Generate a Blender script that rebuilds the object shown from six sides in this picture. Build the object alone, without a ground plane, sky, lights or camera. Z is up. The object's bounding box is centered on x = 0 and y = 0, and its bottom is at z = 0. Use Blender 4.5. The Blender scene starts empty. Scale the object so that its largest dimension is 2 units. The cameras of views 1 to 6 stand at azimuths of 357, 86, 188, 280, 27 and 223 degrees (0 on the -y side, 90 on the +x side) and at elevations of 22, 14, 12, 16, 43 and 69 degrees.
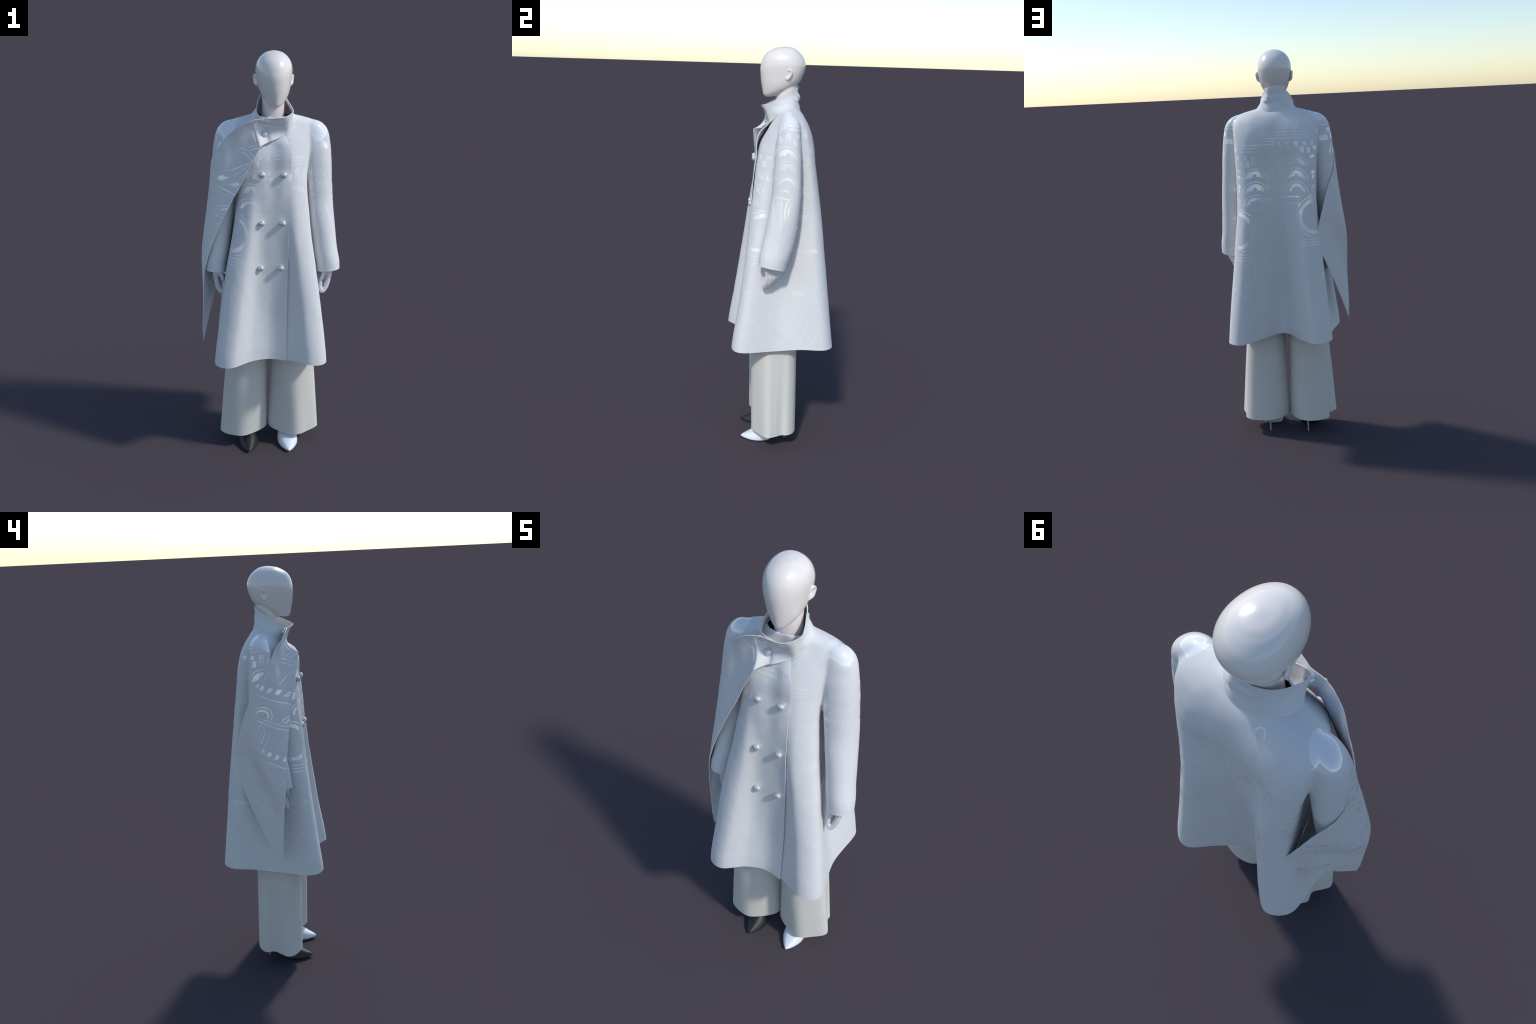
"""Faceless mannequin in a long A-line coat with an asymmetric shoulder flap,
wide trousers and pointed stiletto shoes (one black, one white)."""
import bpy, bmesh, math
import numpy as np
from mathutils import Vector
from mathutils.bvhtree import BVHTree
from mathutils import noise as mnoise

# ------------------------------------------------------------------ helpers
def hermite(xs, ys, q):
    """Smooth cubic through (xs, ys[k]) sampled at q (Catmull-Rom tangents, clamped ends)."""
    xs = np.asarray(xs, float); ys = np.asarray(ys, float); q = np.asarray(q, float)
    m = np.zeros_like(ys)
    d = (ys[1:] - ys[:-1]) / (xs[1:] - xs[:-1]).reshape(-1, *[1] * (ys.ndim - 1))
    h = (xs[1:] - xs[:-1]).reshape(-1, *[1] * (ys.ndim - 1))
    m[1:-1] = (d[:-1] * h[1:] + d[1:] * h[:-1]) / (h[1:] + h[:-1])
    m[0], m[-1] = d[0], d[-1]
    q = np.clip(q, xs[0], xs[-1])
    i = np.clip(np.searchsorted(xs, q, side='right') - 1, 0, len(xs) - 2)
    hh = xs[i + 1] - xs[i]
    t = (q - xs[i]) / hh
    sh = (-1,) + (1,) * (ys.ndim - 1)
    t = t.reshape(sh); hh = hh.reshape(sh)
    return ((2*t**3 - 3*t**2 + 1) * ys[i] + (t**3 - 2*t**2 + t) * hh * m[i]
            + (-2*t**3 + 3*t**2) * ys[i + 1] + (t**3 - t**2) * hh * m[i + 1])

def closed_curve(pts, n):
    """Periodic smooth curve through pts, n samples."""
    p = np.asarray(pts, float); k = len(p)
    ext = np.vstack([p[-3:], p, p[:3]])
    seg = np.linalg.norm(np.diff(ext, axis=0), axis=1) ** 0.5
    xs = np.concatenate([[0], np.cumsum(seg)])
    a, b = xs[3], xs[3 + k]
    return hermite(xs, ext, a + (b - a) * np.arange(n) / n)

def smoothstep(a, b, x):
    t = np.clip((np.asarray(x, float) - a) / (b - a), 0, 1)
    return t * t * (3 - 2 * t)

def mesh_obj(name, verts, faces, parent=None, mat=None, smooth=True):
    me = bpy.data.meshes.new(name)
    me.from_pydata([tuple(map(float, v)) for v in verts], [], faces)
    me.validate()
    if smooth:
        me.polygons.foreach_set('use_smooth', [True] * len(me.polygons))
    ob = bpy.data.objects.new(name, me)
    bpy.context.scene.collection.objects.link(ob)
    if mat: me.materials.append(mat)
    if parent: ob.parent = parent
    return ob

def loft(rings, cap0=True, cap1=True):
    """rings: list of (n,3) closed loops -> verts, faces"""
    n = len(rings[0]); verts = np.vstack(rings); faces = []
    for r in range(len(rings) - 1):
        a, b = r * n, (r + 1) * n
        for i in range(n):
            j = (i + 1) % n
            faces.append((a + i, a + j, b + j, b + i))
    if cap0: faces.append(tuple(range(n))[::-1])
    if cap1: faces.append(tuple((len(rings) - 1) * n + i for i in range(n)))
    return verts, faces

def apply_mods(ob):
    dg = bpy.context.evaluated_depsgraph_get()
    me = bpy.data.meshes.new_from_object(ob.evaluated_get(dg))
    ob.modifiers.clear()
    old = ob.data; ob.data = me; bpy.data.meshes.remove(old)
    return ob

def add_mod(ob, kind, **kw):
    m = ob.modifiers.new(kind.lower(), kind)
    for k, v in kw.items(): setattr(m, k, v)
    return m

def join(obs):
    bm = bmesh.new()
    for o in obs: bm.from_mesh(o.data)
    bm.normal_update()
    bm.to_mesh(obs[0].data)
    bm.free()
    for o in obs[1:]:
        me = o.data; bpy.data.objects.remove(o); bpy.data.meshes.remove(me)
    return obs[0]

def recalc(ob):
    bm = bmesh.new(); bm.from_mesh(ob.data)
    bmesh.ops.recalc_face_normals(bm, faces=bm.faces)
    bm.to_mesh(ob.data); bm.free()

def set_smooth(ob):
    ob.data.polygons.foreach_set('use_smooth', [True] * len(ob.data.polygons))

def fuse(obs, voxel, smooth_iter=8, factor=0.5):
    """Union of closed pieces into one smooth skin."""
    ob = join(obs); recalc(ob)
    add_mod(ob, 'REMESH', mode='VOXEL', voxel_size=voxel)
    add_mod(ob, 'SMOOTH', factor=factor, iterations=smooth_iter)
    apply_mods(ob); set_smooth(ob)
    return ob

def ellipse_ring(cx, cy, z, rx, ry, n, power=2.0, tilt_x=0.0, tilt_y=0.0):
    a = 2 * np.pi * np.arange(n) / n
    c, s = np.cos(a), np.sin(a)
    x = np.sign(c) * np.abs(c) ** (2 / power) * rx
    y = np.sign(s) * np.abs(s) ** (2 / power) * ry
    return np.stack([cx + x, cy + y, z + tilt_x * x + tilt_y * y], 1)

def tube(path, radii, n=14, squash=1.0):
    """Round tapered tube with closed domed ends along a polyline."""
    p = np.asarray(path, float); r = np.asarray(radii, float)
    xs = np.concatenate([[0], np.cumsum(np.linalg.norm(np.diff(p, axis=0), axis=1))])
    q = np.linspace(0, xs[-1], 26)
    P = hermite(xs, p, q); R = hermite(xs, r, q)
    T = np.gradient(P, axis=0); T /= np.linalg.norm(T, axis=1)[:, None]
    ref = np.array([0, 1, 0.0])
    rings = []
    def ring(c, t, rad):
        u = np.cross(ref, t); u /= np.linalg.norm(u); v = np.cross(t, u)
        a = 2 * np.pi * np.arange(n) / n
        return c + rad * (np.cos(a)[:, None] * u * squash + np.sin(a)[:, None] * v)
    for ph in (1.45, 1.0, 0.5):
        rings.append(ring(P[0] - T[0] * R[0] * math.sin(ph), T[0], R[0] * math.cos(ph)))
    for c, t, rad in zip(P, T, R): rings.append(ring(c, t, rad))
    for ph in (0.5, 1.0, 1.45):
        rings.append(ring(P[-1] + T[-1] * R[-1] * math.sin(ph), T[-1], R[-1] * math.cos(ph)))
    return loft(rings)

# ------------------------------------------------------------------ materials
def new_mat(name):
    m = bpy.data.materials.new(name); m.use_nodes = True
    nt = m.node_tree
    return m, nt, nt.nodes['Principled BSDF']

class G:
    """tiny node-graph shorthand"""
    def __init__(s, nt): s.nt = nt
    def n(s, kind, **kw):
        nd = s.nt.nodes.new(kind)
        for k, v in kw.items(): setattr(nd, k, v)
        return nd
    def link(s, a, b): s.nt.links.new(a, b)
    def m(s, op, a, b=None, c=None, clamp=False):
        nd = s.n('ShaderNodeMath', operation=op, use_clamp=clamp)
        for i, v in enumerate((a, b, c)):
            if v is None: continue
            if isinstance(v, (int, float)): nd.inputs[i].default_value = v
            else: s.link(v, nd.inputs[i])
        return nd.outputs[0]
    def mix(s, f, a, b):
        nd = s.n('ShaderNodeMix', data_type='RGBA')
        for i, v in ((0, f), (6, a), (7, b)):
            if isinstance(v, (int, float)): nd.inputs[i].default_value = v
            elif isinstance(v, tuple): nd.inputs[i].default_value = (*v, 1)
            else: s.link(v, nd.inputs[i])
        return nd.outputs[2]
    def noise(s, vec, scale, detail=3, rough=0.5):
        nd = s.n('ShaderNodeTexNoise'); s.link(vec, nd.inputs['Vector'])
        nd.inputs['Scale'].default_value = scale
        nd.inputs['Detail'].default_value = detail
        nd.inputs['Roughness'].default_value = rough
        return nd.outputs['Fac']

def simple_mat(name, col, rough=0.5, coat=0.0, coat_rough=0.05, spec=0.5, mottling=0.03, bump=0.0, bump_scale=900):
    m, nt, b = new_mat(name); g = G(nt)
    tc = g.n('ShaderNodeTexCoord').outputs['Object']
    f = g.noise(tc, 14, 3)
    dark = tuple(c * (1 - mottling) for c in col)
    g.link(g.mix(f, dark, col), b.inputs['Base Color'])
    b.inputs['Roughness'].default_value = rough
    b.inputs['Specular IOR Level'].default_value = spec
    b.inputs['Coat Weight'].default_value = coat
    b.inputs['Coat Roughness'].default_value = coat_rough
    if bump:
        bp = g.n('ShaderNodeBump'); bp.inputs['Strength'].default_value = bump
        bp.inputs['Distance'].default_value = 0.001
        g.link(g.noise(tc, bump_scale, 2), bp.inputs['Height'])
        g.link(bp.outputs[0], b.inputs['Normal'])
    return m

COAT_COL = (0.725, 0.725, 0.728)
def coat_material(name, u_axis, v_axis, u0=0.0, v0=0.0, mirror=True, wrap=False):
    """Matt pale cloth with a tone-on-tone print of clear varnish: stacked arches,
    gabled windows, bands and blocks. u runs across the cloth, v up it (object metres)."""
    m, nt, b = new_mat(name); g = G(nt)
    tc = g.n('ShaderNodeTexCoord').outputs['Object']
    def dot(ax):
        nd = g.n('ShaderNodeVectorMath', operation='DOT_PRODUCT')
        g.link(tc, nd.inputs[0]); nd.inputs[1].default_value = ax
        return nd.outputs['Value']
    w1 = g.m('SUBTRACT', g.noise(tc, 9, 2), .5); w2 = g.m('SUBTRACT', g.noise(tc, 7, 2), .5)
    u = g.m('ADD', g.m('ADD', dot(u_axis), u0), g.m('MULTIPLY', w1, .012))
    v = g.m('ADD', g.m('ADD', dot(v_axis), v0), g.m('MULTIPLY', w2, .016))
    if mirror:
        v = g.m('ADD', v, g.m('MULTIPLY', g.m('GREATER_THAN', u, 0.0), .062))   # the two halves are out of step
        u = g.m('ABSOLUTE', u)
    if wrap:      # endless rows of windows, blocks and bands
        u = g.m('FLOORED_MODULO', u, .126)
        v = g.m('ADD', g.m('FLOORED_MODULO', v, .262), .835)
    SOFT = 1 / .0015
    def below(x, lim): return g.m('MULTIPLY', g.m('SUBTRACT', lim, x), SOFT, clamp=True)
    def above(x, lim): return g.m('MULTIPLY', g.m('SUBTRACT', x, lim), SOFT, clamp=True)
    def band(x, lo, hi): return g.m('MULTIPLY', above(x, lo), below(x, hi))
    def AND(*a):
        r = a[0]
        for x in a[1:]: r = g.m('MULTIPLY', r, x)
        return r
    def OR(*a):
        r = a[0]
        for x in a[1:]: r = g.m('MAXIMUM', r, x)
        return r
    def off(x, c): return g.m('SUBTRACT', x, c)
    def cell(x, period, o=0.0): return off(g.m('FLOORED_MODULO', g.m('ADD', x, o), period), period / 2)
    def rad(x, y): return g.m('SQRT', g.m('ADD', g.m('MULTIPLY', x, x), g.m('MULTIPLY', y, y)))
    def blob(cu, cv, ru, rv): return below(rad(g.m('MULTIPLY', off(u, cu), .012 / ru), g.m('MULTIPLY', off(v, cv), .012 / rv)), .012)
    parts = []
    # tower of three stacked arches on the axis u = 0.105
    t = off(u, .105); at = g.m('ABSOLUTE', t)
    cv = g.m('FLOORED_MODULO', off(v, 1.307), .064)
    r = rad(t, cv); rn = rad(t, g.m('ADD', cv, .064)); hole = rad(t, off(cv, .019))
    inner = AND(below(r, .045), above(rn, .078), OR(above(hole, .0085), below(v, 1.371)))
    inner = AND(inner, OR(above(r, .030), above(v, 1.371)))
    parts.append(AND(OR(band(r, .0525, .0575), inner), band(v, 1.307, 1.499)))
    # keyhole, blocks and leaves above it
    kh = OR(band(rad(t, off(v, 1.535)), .0075, .0125), AND(band(at, .006, .0105), band(v, 1.503, 1.528)))
    parts += [kh, AND(band(off(u, .135), -.010, .010), band(v, 1.500, 1.530)), AND(band(off(u, .165), -.008, .008), band(v, 1.496, 1.524)),
              blob(.072, 1.518, .009, .018), blob(.046, 1.452, .013, .020), blob(.040, 1.398, .014, .017), blob(.046, 1.338, .015, .009)]
    # trefoil and triple bands on the shoulders
    tre = OR(*[band(rad(off(u, a), off(v, b_)), .0105, .0145) for a, b_ in ((.055, 1.655), (.082, 1.655), (.0685, 1.680))])
    st = cell(v, .0155)
    lines = band(st, -.0026, .0026)
    parts += [tre, AND(lines, band(v, 1.568, 1.613), below(u, .17)), AND(band(off(v, 1.286), -.004, .004), below(u, .115)), AND(band(off(v, 1.252), -.003, .003), below(u, .115))]
    # rose window over the side seam
    rr = rad(off(u, .200), off(v, 1.190))
    parts += [AND(band(rr, .099, .106), band(v, 1.09, 1.29)), AND(band(rr, .072, .091), band(v, 1.10, 1.28))]
    if wrap: parts += [AND(OR(band(rad(off(u, .063), off(v, 1.040)), .040, .046), band(rad(off(u, .063), off(v, 1.040)), .024, .033)), above(v, 1.040)), AND(lines, band(v, 1.010, 1.036))]
    else: parts += [AND(band(cell(u, .042), -.010, .010), band(v, 1.535, 1.556), above(u, .02)), AND(band(cell(u, .036, .01), -.0025, .0025), band(v, 1.11, 1.24), below(u, .095))]
    # cornice, gabled windows, blocks, then tall columns down to the hem
    cw = g.m('ABSOLUTE', cell(u, .105, .012)); roof = g.m('ADD', cw, g.m('MULTIPLY', g.m('MAXIMUM', off(v, .975 if wrap else 1.035), 0.0), .7))
    parts += [AND(lines, band(v, 1.040, 1.088), above(u, .12 if not wrap else 9)),
              AND(OR(band(roof, .023, .027), AND(band(cw, .0085, .0115), below(v, 1.02))), band(v, .925, 1.004 if wrap else 1.078), below(u, .13)),
              AND(band(cell(u, .034), -.009, .009), band(v, .885, .908), above(u, -1 if wrap else .19)), AND(lines, band(v, .845, .872))]
    cc = cell(u, .056); rc = rad(cc, g.m('MAXIMUM', off(v, .800), 0.0))
    parts += [AND(OR(band(rc, .021, .0238), band(rc, .011, .0135), below(g.m('ABSOLUTE', cc), .0015)), band(v, .640, .84)),
              AND(lines, band(v, .600, .632))]
    # pebbles scattered beside the towers
    if not wrap:
        cmb = g.n('ShaderNodeCombineXYZ'); g.link(u, cmb.inputs[0]); g.link(v, cmb.inputs[1])
        vor = g.n('ShaderNodeTexVoronoi', voronoi_dimensions='2D'); g.link(cmb.outputs[0], vor.inputs['Vector'])
        vor.inputs['Scale'].default_value = 30; vor.inputs['Randomness'].default_value = .75
        peb = g.m('MULTIPLY', g.m('SUBTRACT', .30, vor.outputs['Distance']), 22, clamp=True)
        parts += [AND(peb, band(v, 1.31, 1.49), OR(above(u, .168), below(u, .042))), AND(lines, band(v, 1.252, 1.30), above(u, .16)), AND(lines, band(v, 1.618, 1.650), below(u, .05))]
    pat = OR(*parts)
    # patchy fade drawn into the mask: the gloss shows only where it catches reflections
    glint_fade = g.n('ShaderNodeMapRange'); g.link(g.noise(tc, 6.5, 2), glint_fade.inputs['Value'])
    glint_fade.inputs['From Min'].default_value = .34; glint_fade.inputs['From Max'].default_value = .52
    glint_fade.inputs['To Min'].default_value = .65
    pat = g.m('MULTIPLY', pat, glint_fade.outputs[0])
    # below the waist the print is much fainter
    low = g.n('ShaderNodeMapRange'); g.link(v, low.inputs['Value'])
    low.inputs['From Min'].default_value = .86; low.inputs['From Max'].default_value = 1.08; low.inputs['To Min'].default_value = .34
    if not wrap: pat = g.m('MULTIPLY', pat, low.outputs[0])
    # fully varnished yoke on the shoulder points
    sep = g.n('ShaderNodeSeparateXYZ'); g.link(tc, sep.inputs[0])
    ys = rad(g.m('MULTIPLY', off(g.m('ABSOLUTE', sep.outputs['X']), .205), 1.1), off(sep.outputs['Y'], .004))
    yoke = AND(below(g.m('ADD', ys, g.m('MULTIPLY', w1, .03)), .052), above(sep.outputs['Z'], 1.612))
    pat = OR(pat, yoke)
    fine = g.noise(tc, 60, 4)
    col = g.mix(fine, tuple(c * .95 for c in COAT_COL), COAT_COL)
    col = g.mix(g.m('MULTIPLY', pat, 1.0), col, tuple(min(1, c * 1.16) for c in COAT_COL))  # print lightened in base colour to strengthen its sky and sun reflection
    g.link(col, b.inputs['Base Color'])
    g.link(g.m('SUBTRACT', .68, g.m('MULTIPLY', pat, .61)), b.inputs['Roughness'])
    b.inputs['Specular IOR Level'].default_value = .5
    g.link(g.m('ADD', 1.38, g.m('MULTIPLY', pat, .80)), b.inputs['IOR'])
    bp = g.n('ShaderNodeBump'); bp.inputs['Strength'].default_value = .12; bp.inputs['Distance'].default_value = .001
    g.link(g.noise(tc, 260, 3), bp.inputs['Height'])
    g.link(bp.outputs[0], b.inputs['Normal'])
    return m

MAT_COAT = coat_material('varnished_coat_cloth', (1, 0, 0), (0, 0, 1))
MAT_SLEEVE = coat_material('varnished_sleeve_cloth', (0, 1, 0), (0, .12, 1), .105, -.06, False)
MAT_FLAP = coat_material('varnished_flap_cloth', (.15, .88, .42), (0, -.42, .90), -.33, .05, False, True)
MAT_TROUSER = simple_mat('grey_wool', (0.67, 0.65, 0.60), rough=0.75, spec=0.3, bump=0.15)
MAT_BLACK = simple_mat('black_leather', (0.012, 0.015, 0.017), rough=0.5)
MAT_WHITE = simple_mat('white_leather', (0.80, 0.83, 0.89), rough=0.3)
MAT_BUTTON = simple_mat('pearl_button', (0.74, 0.72, 0.73), rough=0.18)
MAT_BUTTON.node_tree.nodes['Principled BSDF'].inputs['Metallic'].default_value = .4
MAT_HEEL = simple_mat('steel_heel', (0.50, 0.53, 0.56), rough=0.3)
MAT_HEEL.node_tree.nodes['Principled BSDF'].inputs['Metallic'].default_value = .3
MAT_HAND = simple_mat('hand_plastic', (0.70, 0.70, 0.72), rough=0.45)
def skin_material():
    m, nt, b = new_mat('mannequin_lacquer'); g = G(nt)
    tc = g.n('ShaderNodeTexCoord').outputs['Object']
    sep = g.n('ShaderNodeSeparateXYZ'); g.link(tc, sep.inputs[0])
    # the pink neck spray fades out along the jaw line, which rises to the nape
    lvl = g.m('SUBTRACT', sep.outputs['Z'], g.m('MULTIPLY', sep.outputs['Y'], 0.45))
    lvl = g.m('ADD', lvl, g.m('MULTIPLY', g.noise(tc, 22), 0.012))
    mr = g.n('ShaderNodeMapRange', interpolation_type='SMOOTHSTEP')
    g.link(lvl, mr.inputs['Value'])
    mr.inputs['From Min'].default_value = 1.776; mr.inputs['From Max'].default_value = 1.806
    g.link(g.mix(mr.outputs[0], (0.82, 0.71, 0.69), (0.84, 0.785, 0.74)), b.inputs['Base Color'])
    b.inputs['Roughness'].default_value = 0.3
    b.inputs['Coat Weight'].default_value = 0.3
    b.inputs['Coat Roughness'].default_value = 0.1
    return m
MAT_SKIN = skin_material()

# ------------------------------------------------------------------ top level
root = bpy.data.objects.new('dressed_mannequin', None)
bpy.context.scene.collection.objects.link(root)
root['label'] = 'faceless white mannequin wearing long pale coat with draped shoulder flap'
root['category'] = 'clothed mannequin'

# ------------------------------------------------------------------ coat body + sleeves
# half cross-sections (x >= 0): front centre, front mid, front fold, front corner, side,
# back corner, back fold, back mid, back centre
COAT = {   # wearer's left half (x > 0)
 0.50: [(0,-.176),(.09,-.200),(.198,-.248),(.270,-.212),(.248,0),(.268,.224),(.205,.265),(.102,.178),(0,.106)],
 0.55: [(0,-.171),(.09,-.196),(.195,-.244),(.267,-.209),(.243,0),(.265,.220),(.203,.260),(.100,.174),(0,.104)],
 0.78: [(0,-.146),(.075,-.162),(.165,-.208),(.240,-.176),(.212,0),(.247,.188),(.182,.234),(.085,.153),(0,.092)],
 1.00: [(0,-.140),(.062,-.148),(.135,-.182),(.208,-.142),(.184,0),(.224,.162),(.162,.210),(.078,.140),(0,.100)],
 1.25: [(0,-.141),(.055,-.146),(.105,-.156),(.172,-.108),(.158,0),(.200,.138),(.142,.178),(.070,.130),(0,.114)],
 1.46: [(0,-.130),(.055,-.135),(.105,-.124),(.155,-.075),(.160,0),(.202,.112),(.146,.144),(.070,.122),(0,.119)],
 1.55: [(0,-.113),(.055,-.117),(.105,-.104),(.160,-.058),(.182,0),(.206,.097),(.148,.131),(.070,.129),(0,.121)],
 1.62: [(0,-.070),(.055,-.080),(.110,-.070),(.170,-.037),(.202,.008),(.206,.082),(.140,.111),(.070,.116),(0,.112)],
 1.66: [(0,-.055),(.050,-.060),(.110,-.045),(.175,-.022),(.216,.014),(.198,.063),(.138,.090),(.070,.098),(0,.099)],
 1.69: [(0,-.050),(.040,-.051),(.090,-.033),(.145,-.016),(.190,.012),(.160,.046),(.118,.067),(.062,.079),(0,.083)],
 1.706:[(0,-.050),(.036,-.050),(.074,-.032),(.105,-.013),(.138,.010),(.118,.036),(.090,.054),(.046,.066),(0,.070)],
 1.716:[(0,-.049),(.035,-.049),(.066,-.033),(.086,-.014),(.098,.006),(.088,.032),(.068,.050),(.038,.060),(0,.064)],
}
RIGHT = {  # z: front fold, front corner, back corner, back fold, back mid: how the right half departs from the mirrored left (dx outward, dy)
 0.50: [(0,-.012),(.002,-.008),(-.018,-.028),(-.025,-.016),(0,.018)],
 0.78: [(0,-.014),(.004,-.012),(-.016,-.020),(-.022,-.012),(0,.016)],
 1.00: [(.004,-.010),(.008,-.012),(-.010,-.012),(-.020,-.008),(0,.010)],
 1.25: [(.002,-.004),(.004,-.004),(-.004,-.002),(-.012,-.006),(0,.002)],
 1.50: [(0,0),(0,0),(0,.002),(0,-.002),(0,-.002)],
 1.62: [(0,-.010),(0,-.006),(0,0),(0,0),(0,0)],
 1.716:[(0,0),(0,0),(0,0),(0,0),(0,0)],
}
HEM_Z = 0.55
def coat_rings(zs, n=120):
    lev = sorted(COAT)
    half = np.array([COAT[z] for z in lev])
    H = hermite(lev, half, zs)
    rings = []
    rl = sorted(RIGHT)
    D = hermite(rl, np.array([RIGHT[z] for z in rl]), zs)
    for z, h, d in zip(zs, H, D):
        r = h.copy()
        for k, idx in enumerate((2, 3, 5, 6, 7)): r[idx] += d[k]
        full = [tuple(p) for p in h] + [(-p[0], p[1]) for p in r[-2:0:-1]]
        c = closed_curve(full, n)
        rings.append(np.column_stack([c, np.full(n, z)]))
    return rings

body_v, body_f = loft(coat_rings(np.concatenate([np.linspace(0.51, 1.6, 90), np.linspace(1.61, 1.716, 26)])))

# sleeve levels: z, centre x, centre y, half width x, half width y
SLEEVE = [(0.920,.2790,-.073,.0560,.060),(0.955,.2760,-.061,.0570,.064),(1.00,.2725,-.052,.0585,.068),(1.06,.2630,-.038,.0590,.074),
          (1.15,.2515,-.020,.0600,.075),(1.235,.2420,-.008,.0600,.072),(1.31,.2345,0.0,.0585,.068),
          (1.41,.2255,.003,.0590,.066),(1.50,.2180,.004,.0610,.062),(1.56,.2120,.005,.0610,.057),
          (1.60,.2070,.008,.0600,.051),(1.63,.2030,.010,.0570,.048),(1.65,.1990,.011,.0520,.044),
          (1.668,.1940,.011,.0420,.037),(1.682,.1890,.011,.0280,.026),(1.690,.1860,.011,.0110,.011)]
def sleeve_param(z):
    a = np.array(SLEEVE)
    return hermite(a[:, 0], a[:, 1:], np.atleast_1d(z))

def tuck(z):      # the arm under the flap hangs closer to the body
    return .013 * (1 - smoothstep(1.0, 1.32, z))

def sleeve_piece(side):
    zs = np.concatenate([np.linspace(0.940, 1.6, 60), np.linspace(1.607, 1.690, 18)])
    rings = []
    for z, (cx, cy, rx, ry) in zip(zs, sleeve_param(zs)):
        k = 1 - smoothstep(0.96, 1.15, z) if z > .96 else 1.0          # cuff plane: lower at the back, higher in front
        if side < 0: cx, rx = cx - tuck(z) / 2, rx - tuck(z) / 2
        ring = ellipse_ring(cx, cy, z + .015 * k, rx, ry, 64, 2.0 + .2 * smoothstep(1.2, 1.4, z), (.12 if side > 0 else .10) * k, -.20 * k)
        ring[:, 0] += .22 * smoothstep(1.12, 1.35, z) * (ring[:, 1] - cy)   # the arm turns its flat outwards and back
        rings.append(ring * (side, 1, 1))
    v, f = loft(rings)
    return mesh_obj('sleeve_raw', v, f)

coat = fuse([mesh_obj('coat', body_v, body_f), sleeve_piece(1), sleeve_piece(-1)], 0.0045, 12)
coat.name = 'coat'

def sleeve_dist(co):
    z = np.clip(co[:, 2], .945, 1.690)
    p = sleeve_param(z)
    ax = np.abs(co[:, 0]) + np.where(co[:, 0] < 0, tuck(co[:, 2]) / 2, 0)
    return np.hypot((ax - p[:, 0]) / p[:, 2], (co[:, 1] - p[:, 1]) / p[:, 3])

# open the hem, the cuffs and the neck, then shape the hem line
bm = bmesh.new(); bm.from_mesh(coat.data)
bm.normal_update()
bmesh.ops.bisect_plane(bm, geom=bm.verts[:] + bm.edges[:] + bm.faces[:], plane_co=(0, 0, HEM_Z),
                       plane_no=(0, 0, 1), clear_inner=True)
for side in (1, -1):
    nrm = Vector((-(.12 if side > 0 else .10) * side, .20, 1)).normalized()
    pc = Vector((.2760 if side > 0 else -.270, -.064, .978))
    sel = [f for f in bm.faces if side * f.calc_center_median().x > .1 and .925 < f.calc_center_median().z < 1.1]
    cs = np.array([f.calc_center_median()[:] for f in sel])
    ax_x = sleeve_param(cs[:, 2])[:, 0] * side
    def faces_out(f, c, a):       # torso faces opposite the cuff look back at the arm, sleeve faces look away from it
        r = Vector((c[0] - a, c[1] + .06, 0)).normalized()
        return f.normal.dot(r) > .2 or abs(f.normal.z) > .8
    sel = [f for f, d, c, a in zip(sel, sleeve_dist(cs), cs, ax_x) if d < 1.12 and faces_out(f, c, a)]
    geo = set(sel)
    for f in sel: geo.update(f.verts); geo.update(f.edges)
    bmesh.ops.bisect_plane(bm, geom=list(geo), plane_co=pc, plane_no=nrm, clear_inner=True)
def in_neck_hole(c):
    return c.z > 1.66 and (c.x / .080) ** 2 + ((c.y - .004) / .049) ** 2 < 1
rim = [v for v in bm.verts if v.is_boundary]
bmesh.ops.remove_doubles(bm, verts=rim, dist=.0022)
dead = [f for f in bm.faces if in_neck_hole(f.calc_center_median())]
bmesh.ops.delete(bm, geom=dead, context='FACES')
lip = [v for v in bm.verts if v.is_boundary and v.co.z > 1.6]
for _ in range(12): bmesh.ops.smooth_vert(bm, verts=lip, factor=.5, use_axis_x=True, use_axis_y=True, use_axis_z=True)
for v in bm.verts:
    if v.co.z < 0.9:
        x, y, z = v.co
        k = 1 - smoothstep(HEM_Z, 0.9, z)
        back = smoothstep(0, 1, y / .1) * math.exp(-(x / .10) ** 2) if y > 0 else 0
        v.co.z += k * (0.016 * back - 0.008 * smoothstep(.15, .25, abs(x)) * (1 - smoothstep(-.05, .12, y)) + .007 * smoothstep(-.02, .15, y))
bm.normal_update()
for v in bm.verts:        # the heavy cloth is never quite even
    p = v.co
    d = .0016 * mnoise.noise(Vector((p.x * 9, p.y * 9, p.z * 5))) + .0007 * mnoise.noise(Vector((p.x * 26, p.y * 26, p.z * 16 + 7)))
    v.co = p + v.normal * d
bm.to_mesh(coat.data); bm.free()
coat_bvh = BVHTree.FromPolygons([v.co[:] for v in coat.data.vertices], [p.vertices[:] for p in coat.data.polygons])
add_mod(coat, 'SOLIDIFY', thickness=0.004, offset=-1)
apply_mods(coat); set_smooth(coat)

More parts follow.
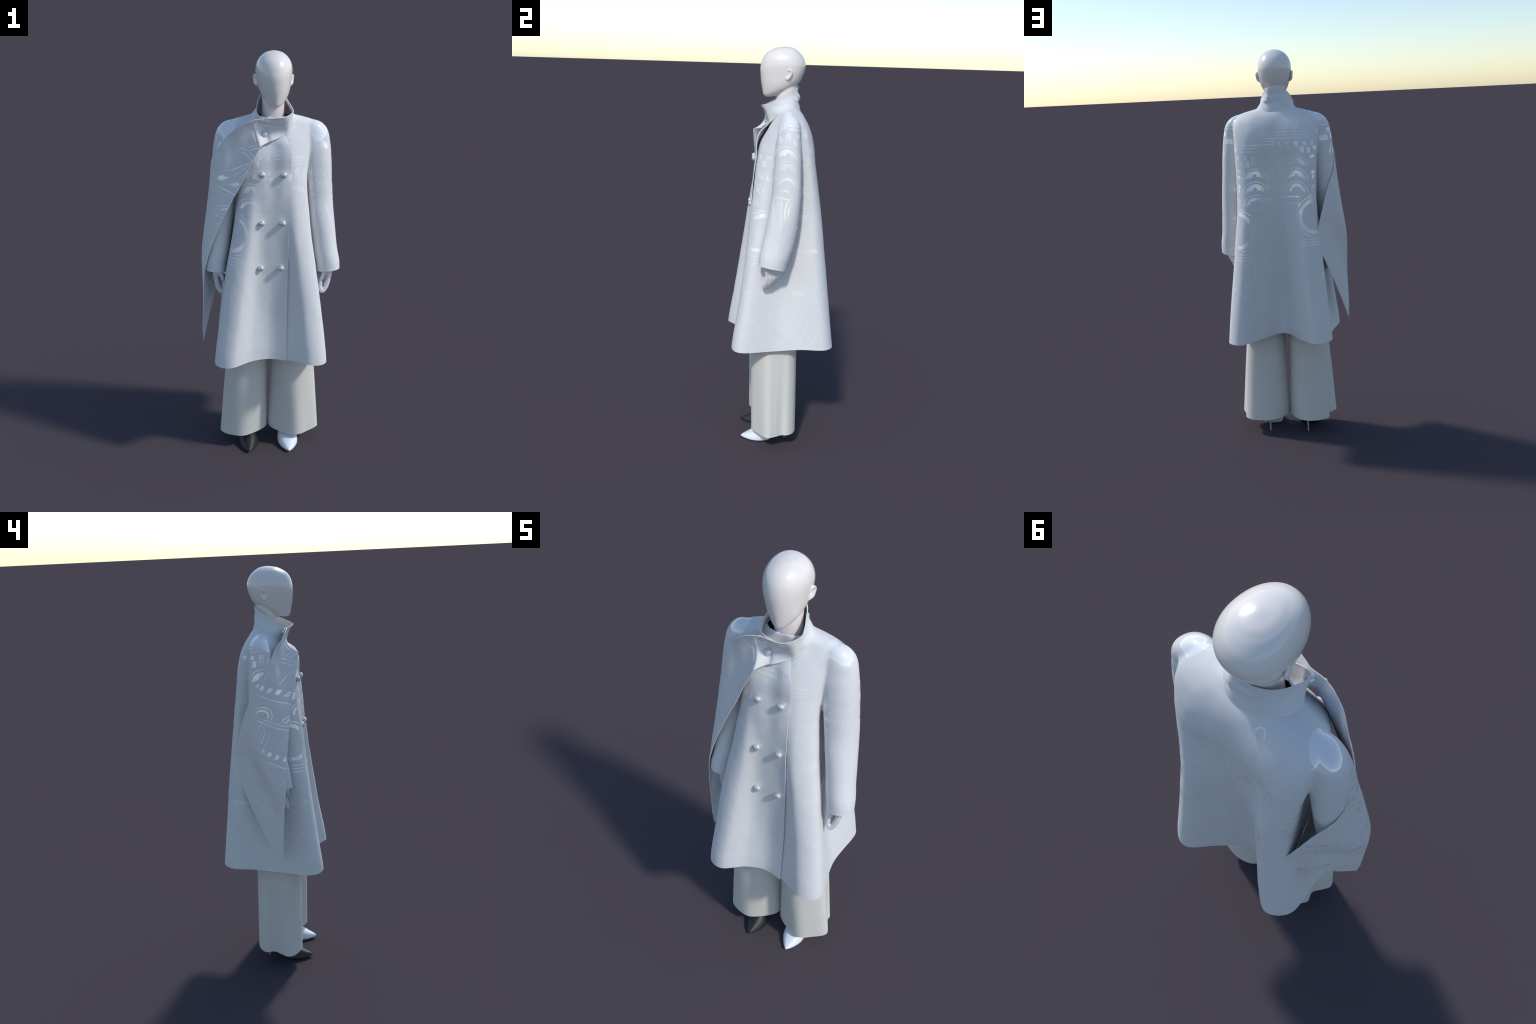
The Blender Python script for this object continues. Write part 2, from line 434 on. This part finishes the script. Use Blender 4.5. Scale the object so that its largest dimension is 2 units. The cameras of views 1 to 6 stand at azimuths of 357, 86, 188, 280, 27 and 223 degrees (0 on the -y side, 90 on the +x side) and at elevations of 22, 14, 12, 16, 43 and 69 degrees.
def split_regions(ob, label, names, parents):
    """Separate faces by region, sharing the whole body's vertex normals."""
    me = ob.data
    nv = len(me.vertices)
    co = np.empty(nv * 3); me.vertices.foreach_get('co', co); co = co.reshape(-1, 3)
    me.set_sharp_from_angle(angle=math.radians(55))        # cut cloth edges stay crisp
    nr = np.empty(len(me.loops) * 3); me.corner_normals.foreach_get('vector', nr); nr = nr.reshape(-1, 3)
    start = [p.loop_start for p in me.polygons]
    polys = [p.vertices[:] for p in me.polygons]
    cen = np.array([co[list(p)].mean(0) for p in polys])
    lab = label(cen)
    out = []
    for k, nm in enumerate(names):
        ids = [i for i in range(len(polys)) if lab[i] == k]
        used = sorted({v for i in ids for v in polys[i]})
        mp = {v: j for j, v in enumerate(used)}
        o = mesh_obj(nm, co[used], [tuple(mp[v] for v in polys[i]) for i in ids])
        li = np.concatenate([np.arange(start[i], start[i] + len(polys[i])) for i in ids])
        o.data.normals_split_custom_set(nr[li].tolist())
        for m in me.materials: o.data.materials.append(m)
        o.parent = parents[k]
        out.append(o)
    return out

coat.data.materials.clear(); coat.data.materials.append(MAT_COAT)
def coat_label(c):
    d = sleeve_dist(c)
    sl = ((c[:, 2] < 1.43) & (d < 1.16)) | ((c[:, 2] >= 1.43) & (np.abs(c[:, 0]) > .188 - .03 * smoothstep(1.5, 1.43, c[:, 2])))
    sl &= c[:, 2] > .93
    return np.where(sl, np.where(c[:, 0] > 0, 1, 2), 0)
parts = split_regions(coat, coat_label, ['coat_body', 'sleeve', 'sleeve'], [root, None, None])
bpy.data.objects.remove(coat)
coat = parts[0]
for p in parts[1:]:
    p.parent = coat; p.data.materials[0] = MAT_SLEEVE

# ------------------------------------------------------------------ collar band running into the shoulder flap
# stations: top edge, middle (or None), bottom edge
STRIP = [
 ((.000,-.086,1.698), None, (.005,-.062,1.645)),
 ((-.045,-.091,1.715), None, (-.040,-.062,1.650)),
 ((-.074,-.080,1.731), None, (-.074,-.048,1.668)),
 ((-.079,-.045,1.752), (-.084,-.037,1.722), (-.096,-.026,1.692)),
 ((-.072,-.005,1.776), (-.080,-.001,1.741), (-.106,.004,1.706)),
 ((-.058,.032,1.800), (-.066,.032,1.752), (-.089,.040,1.703)),
 ((-.031,.054,1.815), (-.037,.056,1.757), (-.046,.067,1.701)),
 ((.000,.060,1.817), (.000,.060,1.757), (.000,.073,1.701)),
 ((.031,.054,1.809), (.037,.056,1.755), (.046,.067,1.701)),
 ((.058,.030,1.792), (.066,.032,1.750), (.089,.040,1.703)),
 ((.071,-.005,1.773), (.080,-.001,1.740), (.106,.004,1.706)),
 ((.082,-.045,1.755), (.085,-.037,1.724), (.096,-.026,1.692)),
 ((.084,-.073,1.742), None, (.080,-.052,1.668)),
 ((.062,-.103,1.731), None, (.064,-.072,1.645)),
 ((.022,-.118,1.723), (.030,-.089,1.674), (.042,-.084,1.636)),
 ((-.031,-.106,1.717), (-.020,-.079,1.662), (-.006,-.106,1.619)),
 ((-.056,-.099,1.715), (-.043,-.071,1.653), (-.030,-.108,1.611)),
 ((-.090,-.100,1.711), (-.074,-.094,1.648), (-.062,-.146,1.602)),
 ((-.108,-.099,1.705), (-.087,-.093,1.641), (-.069,-.148,1.591)),
 ((-.132,-.095,1.695), (-.103,-.090,1.632), (-.082,-.146,1.565)),
 ((-.170,-.082,1.667), (-.141,-.084,1.574), (-.120,-.137,1.490)),
 ((-.207,-.058,1.632), (-.178,-.077,1.515), (-.160,-.125,1.400)),
 ((-.237,-.043,1.594), (-.220,-.073,1.453), (-.205,-.115,1.310)),
 ((-.265,-.020,1.546), (-.258,-.064,1.382), (-.245,-.110,1.220)),
 ((-.284,.020,1.485), (-.289,-.045,1.310), (-.280,-.105,1.135)),
 ((-.280,.060,1.405), (-.312,-.018,1.215), (-.311,-.102,1.030)),
 ((-.250,.098,1.315), (-.323,.002,1.110), (-.324,-.094,.930)),
 ((-.224,.130,1.215), (-.287,.018,1.005), (-.329,-.085,.800)),
 ((-.200,.153,1.125), (-.279,.040,.903), (-.332,-.078,.690)),
 ((-.188,.166,1.060), (-.267,.055,.836), (-.330,-.072,.603)),
]
FLAP_START = 13.6      # station where the band leaves the neck and becomes the flap
def strip_surface(n_per=12, nv=36):
    rails = []
    for t, m, b in STRIP:
        t, b = np.array(t), np.array(b)
        m = np.array(m) if m else (t + b) / 2
        rails.append([t, m, b])
    R = np.array(rails)
    q = np.linspace(0, len(STRIP) - 1, (len(STRIP) - 1) * n_per + 1)
    C = hermite(np.arange(len(STRIP)), R, q)
    v = np.linspace(0, 1, nv)
    L = np.stack([2*(v-.5)*(v-1), -4*v*(v-1), 2*v*(v-.5)], 1)
    S = np.einsum('vk,qkc->qvc', L, C)
    return q, v, S
q, vv, S = strip_surface()
# crumple at the nape, left of centre
for (cx, cz, sx, sz, amp) in [(.028,1.768,.011,.020,.010),(.046,1.750,.010,.012,.008),(.012,1.782,.012,.008,-.003),(.036,1.742,.020,.006,-.004),(-.02,1.772,.02,.006,.002)]:
    w = np.exp(-((S[..., 0] - cx - .6*(S[..., 2]-cz)) / sx) ** 2 - ((S[..., 2] - cz) / sz) ** 2) * (S[..., 1] > .02)
    S[..., 1] += amp * w; S[..., 0] += .4 * amp * w
for i in range(S.shape[0]):      # soft creases round the collar band
    k = .0024 if q[i] < 14 else .0012
    for j in range(S.shape[1]):
        p = S[i, j]; t = k * mnoise.noise(Vector((p[0] * 22, p[1] * 22, p[2] * 34)))
        r = np.array([p[0], p[1] + .0, 0]); S[i, j] = p + r / (np.linalg.norm(r) + 1e-6) * t
def grid_faces(nu, nv, off=0):
    return [(off+i*nv+j, off+(i+1)*nv+j, off+(i+1)*nv+j+1, off+i*nv+j+1) for i in range(nu-1) for j in range(nv-1)]
nu, nv = len(q), len(vv)
strip = mesh_obj('collar_and_flap', S.reshape(-1, 3), grid_faces(nu, nv), mat=MAT_COAT)
add_mod(strip, 'SOLIDIFY', thickness=0.003, offset=0)
apply_mods(strip); set_smooth(strip)
SS = S.reshape(-1, 3); QQ = np.repeat(q, nv)
from mathutils.kdtree import KDTree
kd = KDTree(len(SS))
for i, s in enumerate(SS): kd.insert(s, i)
kd.balance()
def strip_label(c):
    return np.array([0 if QQ[kd.find(p)[1]] < FLAP_START else 1 for p in c])
collar, flap = split_regions(strip, strip_label, ['collar', 'shoulder_flap'], [coat, coat])
bpy.data.objects.remove(strip)
flap.data.materials[0] = MAT_FLAP

# ------------------------------------------------------------------ overlapping front panel
def front_y(x, z):
    hit = coat_bvh.ray_cast(Vector((x, -1, z)), Vector((0, 1, 0)))
    return hit[0].y if hit[0] else None
def front_hem(x):
    lo, hi = .5, .7
    for _ in range(30):
        mid = (lo + hi) / 2
        if front_y(x, mid) is None: lo = mid
        else: hi = mid
    return hi + 1e-4
PZ = np.linspace(0, 1, 130); PX = np.linspace(0, 1, 26)
rows = []
for tz in PZ:
    row = []
    for tx in PX:
        z0 = 0.55 + tz * (1.645 - 0.55)
        edge = float(hermite([.5, .8, 1.2, 1.5, 1.56, 1.60, 1.625, 1.645], np.array([.074, .073, .073, .0755, .076, .070, .058, .044]), [z0])[0])
        x = -.13 + tx * (edge + .13)
        zb = front_hem(x)
        z = zb + tz * (1.645 - zb)
        y = front_y(x, z)
        lift = -.003 + .009 * smoothstep(0, .85, tx)
        gape = .026 * smoothstep(1.47, 1.60, z) * smoothstep(1.648, 1.60, z) * smoothstep(.25, 1, tx) ** 1.3
        row.append((x, y - lift - gape, z))
    rows.append(row)
P = np.array(rows)
panel = mesh_obj('front_panel', P.reshape(-1, 3), grid_faces(len(PZ), len(PX)), coat, MAT_COAT)
recalc(panel)
add_mod(panel, 'SOLIDIFY', thickness=0.003, offset=0)
apply_mods(panel); set_smooth(panel); panel.data.set_sharp_from_angle(angle=math.radians(50))
panel_bvh = BVHTree.FromPolygons([v.co[:] for v in panel.data.vertices], [p.vertices[:] for p in panel.data.polygons])

# ------------------------------------------------------------------ buttons
def button_mesh():
    prof = [(0.0085,0),(0.0095,.0015),(0.0112,.0030),(.0126,.0055),(.0133,.0090),(.0126,.0130),(.0105,.0162),(.0070,.0186),(.0030,.0197),(.0006,.0200)]
    rings = [ellipse_ring(0, 0, z * .92, r * 1.10, r * 1.10, 28) for r, z in prof]
    v, f = loft(rings)
    me = bpy.data.meshes.new('button'); me.from_pydata([tuple(p) for p in v], [], f)
    me.polygons.foreach_set('use_smooth', [True] * len(me.polygons)); me.materials.append(MAT_BUTTON)
    return me
BTN = button_mesh()
def place_button(p, nrm):
    o = bpy.data.objects.new('button', BTN)
    bpy.context.scene.collection.objects.link(o)
    o.rotation_mode = 'QUATERNION'
    o.rotation_quaternion = Vector(nrm).to_track_quat('Z', 'Y')
    o.location = p; o.parent = coat
for bx, bz in [(-.054,1.470),(.044,1.470),(-.054,1.244),(.0435,1.244),(-.055,1.021),(.041,1.021)]:
    loc, nr, *_ = panel_bvh.ray_cast(Vector((bx, -1, bz)), Vector((0, 1, 0)))
    if nr.y > 0: nr = -nr
    nr.z = 0.05; nr.x *= .5
    place_button(loc, nr.normalized())
flap_bvh = BVHTree.FromPolygons([tuple(s) for s in SS], grid_faces(nu, nv))
for bx, bz, push in [(-.044, 1.642, 0), (-.065, 1.696, .015)]:
    loc, nr, *_ = flap_bvh.ray_cast(Vector((bx, -1, bz)), Vector((0, 1, 0)))
    if nr.y > 0: nr = -nr
    place_button(loc - nr * push, nr)

# ------------------------------------------------------------------ trousers
LEG = {1: {   # outline of each leg at hem, below the coat and at the hip
 0.08: [(.003,-.010),(.010,-.055),(.070,-.106),(.145,-.132),(.203,-.102),(.262,-.055),(.252,-.016),(.234,.018),(.234,.050),(.202,.084),(.120,.095),(.058,.072)],
 0.46: [(.011,-.010),(.016,-.060),(.060,-.122),(.120,-.139),(.180,-.112),(.226,-.062),(.220,-.018),(.211,.018),(.206,.048),(.178,.078),(.112,.090),(.050,.066)],
 0.80: [(.002,-.010),(.008,-.060),(.050,-.115),(.110,-.128),(.160,-.105),(.185,-.060),(.183,-.020),(.178,.010),(.172,.040),(.150,.070),(.105,.086),(.045,.066)]},
 -1: {
 0.08: [(.003,-.010),(.012,-.055),(.065,-.100),(.130,-.133),(.188,-.124),(.235,-.098),(.249,-.068),(.230,-.034),(.207,.002),(.217,.044),(.184,.078),(.110,.096),(.053,.070)],
 0.46: [(.011,-.010),(.016,-.060),(.058,-.118),(.118,-.138),(.170,-.131),(.210,-.100),(.220,-.070),(.210,-.032),(.196,.002),(.198,.038),(.168,.072),(.106,.089),(.048,.066)],
 0.80: [(.002,-.010),(.008,-.060),(.050,-.115),(.105,-.128),(.145,-.116),(.172,-.090),(.182,-.050),(.180,-.020),(.178,.010),(.172,.040),(.150,.070),(.105,.086),(.045,.066)]}}
def trouser_leg(side):
    L = LEG[side]; lev = sorted(L)
    zs = np.linspace(.08, .8, 60)
    H = hermite(lev, np.array([L[z] for z in lev]), zs)
    rings = []
    for z, h in zip(zs, H):
        c = closed_curve(h, 110) * (side, 1)
        zz = np.full(110, z)
        k = 1 - smoothstep(.08, .3, z)
        zz = zz - .005 * k * smoothstep(-.03, -.12, c[:, 1])
        rings.append(np.column_stack([c, zz]))
    v, f = loft(rings, False, True)
    o = mesh_obj('trouser_leg', v, f, root, MAT_TROUSER); recalc(o)
    add_mod(o, 'SOLIDIFY', thickness=.003, offset=-1); apply_mods(o); set_smooth(o)
    o.data.set_sharp_from_angle(angle=math.radians(50))
trouser_leg(1); trouser_leg(-1)

# ------------------------------------------------------------------ shoes
def shoe(cx, mat, ridge):
    # along y: half width, sole z, top z
    prof = [(-.1845,.0015,.0115,.0140),(-.180,.006,.0100,.0185),(-.170,.0155,.0075,.0240),(-.150,.0290,.0035,.0330),(-.130,.0400,.0010,.0430),
            (-.110,.0480,.0005,.0530),(-.090,.0515,.0000,.0630),(-.065,.0515,.0005,.0740),(-.040,.0480,.0050,.0850),(-.015,.0430,.0260,.0980),
            (.010,.0385,.0520,.1120),(.035,.0350,.0760,.1220),(.055,.0290,.0860,.1280),(.068,.0160,.0900,.1300),(.073,.0040,.0950,.1290)]
    a = np.array(prof); ys = np.linspace(-.1845, .073, 60)
    W = hermite(a[:, 0], a[:, 1:], ys)
    n = 40; rings = []
    for y, (w, zb, zt) in zip(ys, W):
        t = 2 * np.pi * np.arange(n) / n
        c, s = np.cos(t), np.sin(t)
        up = s > 0
        p = 1.55 if ridge else 2.0
        x = np.sign(c) * np.abs(c) ** .8 * w
        hgt = np.where(up, np.abs(s) ** (2 / p) , -np.abs(s) ** .5)
        zm = zb + (zt - zb) * .22
        z = np.where(up, zm + hgt * (zt - zm), zm + hgt * (zm - zb))
        if ridge: x = x * np.where(up, 1 - .12 * np.abs(s), 1)
        rings.append(np.column_stack([cx + x, np.full(n, y), z]))
    v, f = loft(rings)
    o = mesh_obj('shoe', v, f, root, mat); recalc(o)
    hr = [ellipse_ring(cx, .046 + .012 * t ** 2, z, r, r * 1.1, 16) for t, z, r in [(0,0,.0032),(0,.001,.0038),(.2,.03,.0042),(.5,.06,.0055),(.8,.078,.010),(1,.092,.018)]]
    hv, hf = loft(hr)
    h = mesh_obj('stiletto_heel', hv, hf, o, MAT_HEEL); recalc(h)
shoe(.1035, MAT_WHITE, False)
shoe(-.1015, MAT_BLACK, True)

# ------------------------------------------------------------------ head and neck
# level, front y, back y, half width, y of the widest point
HEAD = [(1.763,-.0985,-.070,.008,-.088),(1.768,-.1045,-.048,.020,-.078),(1.778,-.1095,-.024,.0345,-.062),(1.795,-.1130,.012,.0500,-.042),
        (1.812,-.1165,.040,.0605,-.026),(1.835,-.1205,.066,.0700,-.010),(1.862,-.1235,.080,.0768,.004),(1.890,-.1250,.0905,.0815,.006),
        (1.920,-.1215,.0930,.0828,.004),(1.945,-.1135,.0850,.0775,.000),(1.968,-.0970,.0690,.0650,-.002),(1.984,-.0720,.0500,.0490,-.004),(1.995,-.0430,.0280,.0280,-.006),(2.0000,-.0120,.0030,.007,-.006)]
def head_piece():
    a = np.array(HEAD); zs = np.concatenate([np.linspace(1.763, 1.98, 50), np.linspace(1.983, 2.0, 12)])
    A = hermite(a[:, 0], a[:, 1:], zs); n = 72; rings = []
    t = 2 * np.pi * np.arange(n) / n
    for z, (yf, yb, w, ym) in zip(zs, A):
        c, s = np.cos(t), np.sin(t)
        front = s < 0
        pw = np.where(front, 1.75 + .3 * smoothstep(1.77, 1.88, z), 2.1)
        x = np.sign(c) * np.abs(c) ** (2 / pw) * w
        y = ym + np.where(front, -np.abs(s) ** (2 / pw) * (ym - yf), np.abs(s) ** (2 / pw) * (yb - ym))
        x = x + .006 * (1 - smoothstep(1.76, 1.9, z))
        rings.append(np.column_stack([x, y, np.full(n, z)]))
    return mesh_obj('head_raw', *loft(rings))
def neck_piece():
    lv = [(1.62,.000,.005,.085,.070),(1.66,.000,.004,.068,.058),(1.70,.000,.004,.056,.053),(1.74,0,.004,.052,.052),(1.78,0,.006,.051,.052),(1.82,0,.008,.052,.050),(1.85,0,.01,.05,.05)]
    a = np.array(lv); zs = np.linspace(1.62, 1.85, 30)
    return mesh_obj('neck_raw', *loft([ellipse_ring(p[0], p[1], z, p[2], p[3], 60) for z, p in zip(zs, hermite(a[:, 0], a[:, 1:], zs))]))
hn = fuse([head_piece(), neck_piece()], 0.003, 10)
hn.data.materials.clear(); hn.data.materials.append(MAT_SKIN)
# jaw line divides head from neck
head, neck = split_regions(hn, lambda c: np.where(c[:, 2] > 1.782 + .6 * np.clip(c[:, 1] + .05, -.02, .08) - .5 * np.clip(-.05 - c[:, 1], 0, .1), 0, 1), ['head', 'neck'], [root, root])
bpy.data.objects.remove(hn)

def ear(side):
    """Shell-shaped ear: egg outline, raised helix rim, hollow concha, soft lobe."""
    nr, na = 14, 48
    verts = []; faces = []
    def pt(r, a, back):
        c, s = math.cos(a), math.sin(a)
        py = r * (.0175 + .0030 * s) * c + .0035 * s * r          # fore-aft
        pz = r * .0265 * s
        rim = .0052 * math.exp(-((r - .86) / .12) ** 2) * smoothstep(-.55, .25, .75 * c + .7 * s)
        dish = -.0055 * math.exp(-((r * c + .05) ** 2 + (r * s - .15) ** 2) / .13)
        lobe = .002 * math.exp(-((s + 1) / .5) ** 2) * r
        h = rim + dish + lobe + .004 * (1 - r ** 4)
        lean = .0105 * smoothstep(-.010, .020, py) + .004 * smoothstep(-.01, .03, pz)
        x = .0745 + lean + (h if not back else -.0035)
        if r == 1.0: x = .0745 + lean + (.001 if not back else -.002)
        y0, z0 = .0035, 1.8695
        return (side * x, y0 + py + .20 * (pz) * .6, z0 + pz)
    for back in (False, True):
        for i in range(nr + 1):
            r = i / nr
            for k in range(na):
                verts.append(pt(r if i else 1e-3, 2 * math.pi * k / na, back))
    def idx(b, i, k): return b * (nr + 1) * na + i * na + k % na
    for b in (0, 1):
        for i in range(nr):
            for k in range(na):
                faces.append((idx(b, i, k), idx(b, i, k+1), idx(b, i+1, k+1), idx(b, i+1, k)))
        faces.append(tuple(idx(b, 0, k) for k in range(na)))
    for k in range(na):
        faces.append((idx(0, nr, k), idx(0, nr, k+1), idx(1, nr, k+1), idx(1, nr, k)))
    o = mesh_obj('ear', verts, faces, head, MAT_SKIN); recalc(o)
    add_mod(o, 'SMOOTH', factor=.5, iterations=2); apply_mods(o); set_smooth(o)
ear(1); ear(-1)

# ------------------------------------------------------------------ hands (loosely closed)
def hand(side):
    pieces = []
    def add(path, rad, sq=1.0):
        p = (np.array(path) - (.012 if side < 0 else 0, 0, 0)) * (side, 1, 1)
        o = mesh_obj('hand_raw', *tube(p, rad, squash=sq)); pieces.append(o)
    # palm: broad in y, thin in x
    for dy in (-.024, -.006, .012, .028):
        add([(.279, -.058 + dy*.8, 1.03), (.280, -.056 + dy, .985), (.279, -.055 + dy, .955)], [.015, .0165, .0155])
    # fingers curl inwards below the knuckles, the forefinger reaches lowest
    for dy, L in ((-.021, 1.12), (-.004, 1.0), (.012, .76), (.027, .50)):
        b = -.055 + dy
        add([(.279, b, .958), (.274, b - .005, .958 - .036*L), (.262, b - .012, .958 - .064*L), (.250, b - .016, .958 - .076*L), (.240, b - .016, .958 - .062*L), (.240, b - .012, .958 - .036*L)],
            [.0135, .0130, .0120, .0110, .0100, .0090])
    add([(.264, -.080, 1.0), (.255, -.093, .970), (.246, -.094, .945), (.240, -.088, .930)], [.013, .012, .0105, .0085])
    o = fuse(pieces, .0026, 10)
    o.name = 'hand'; o.parent = root
    o.data.materials.clear(); o.data.materials.append(MAT_HAND)
hand(1); hand(-1)
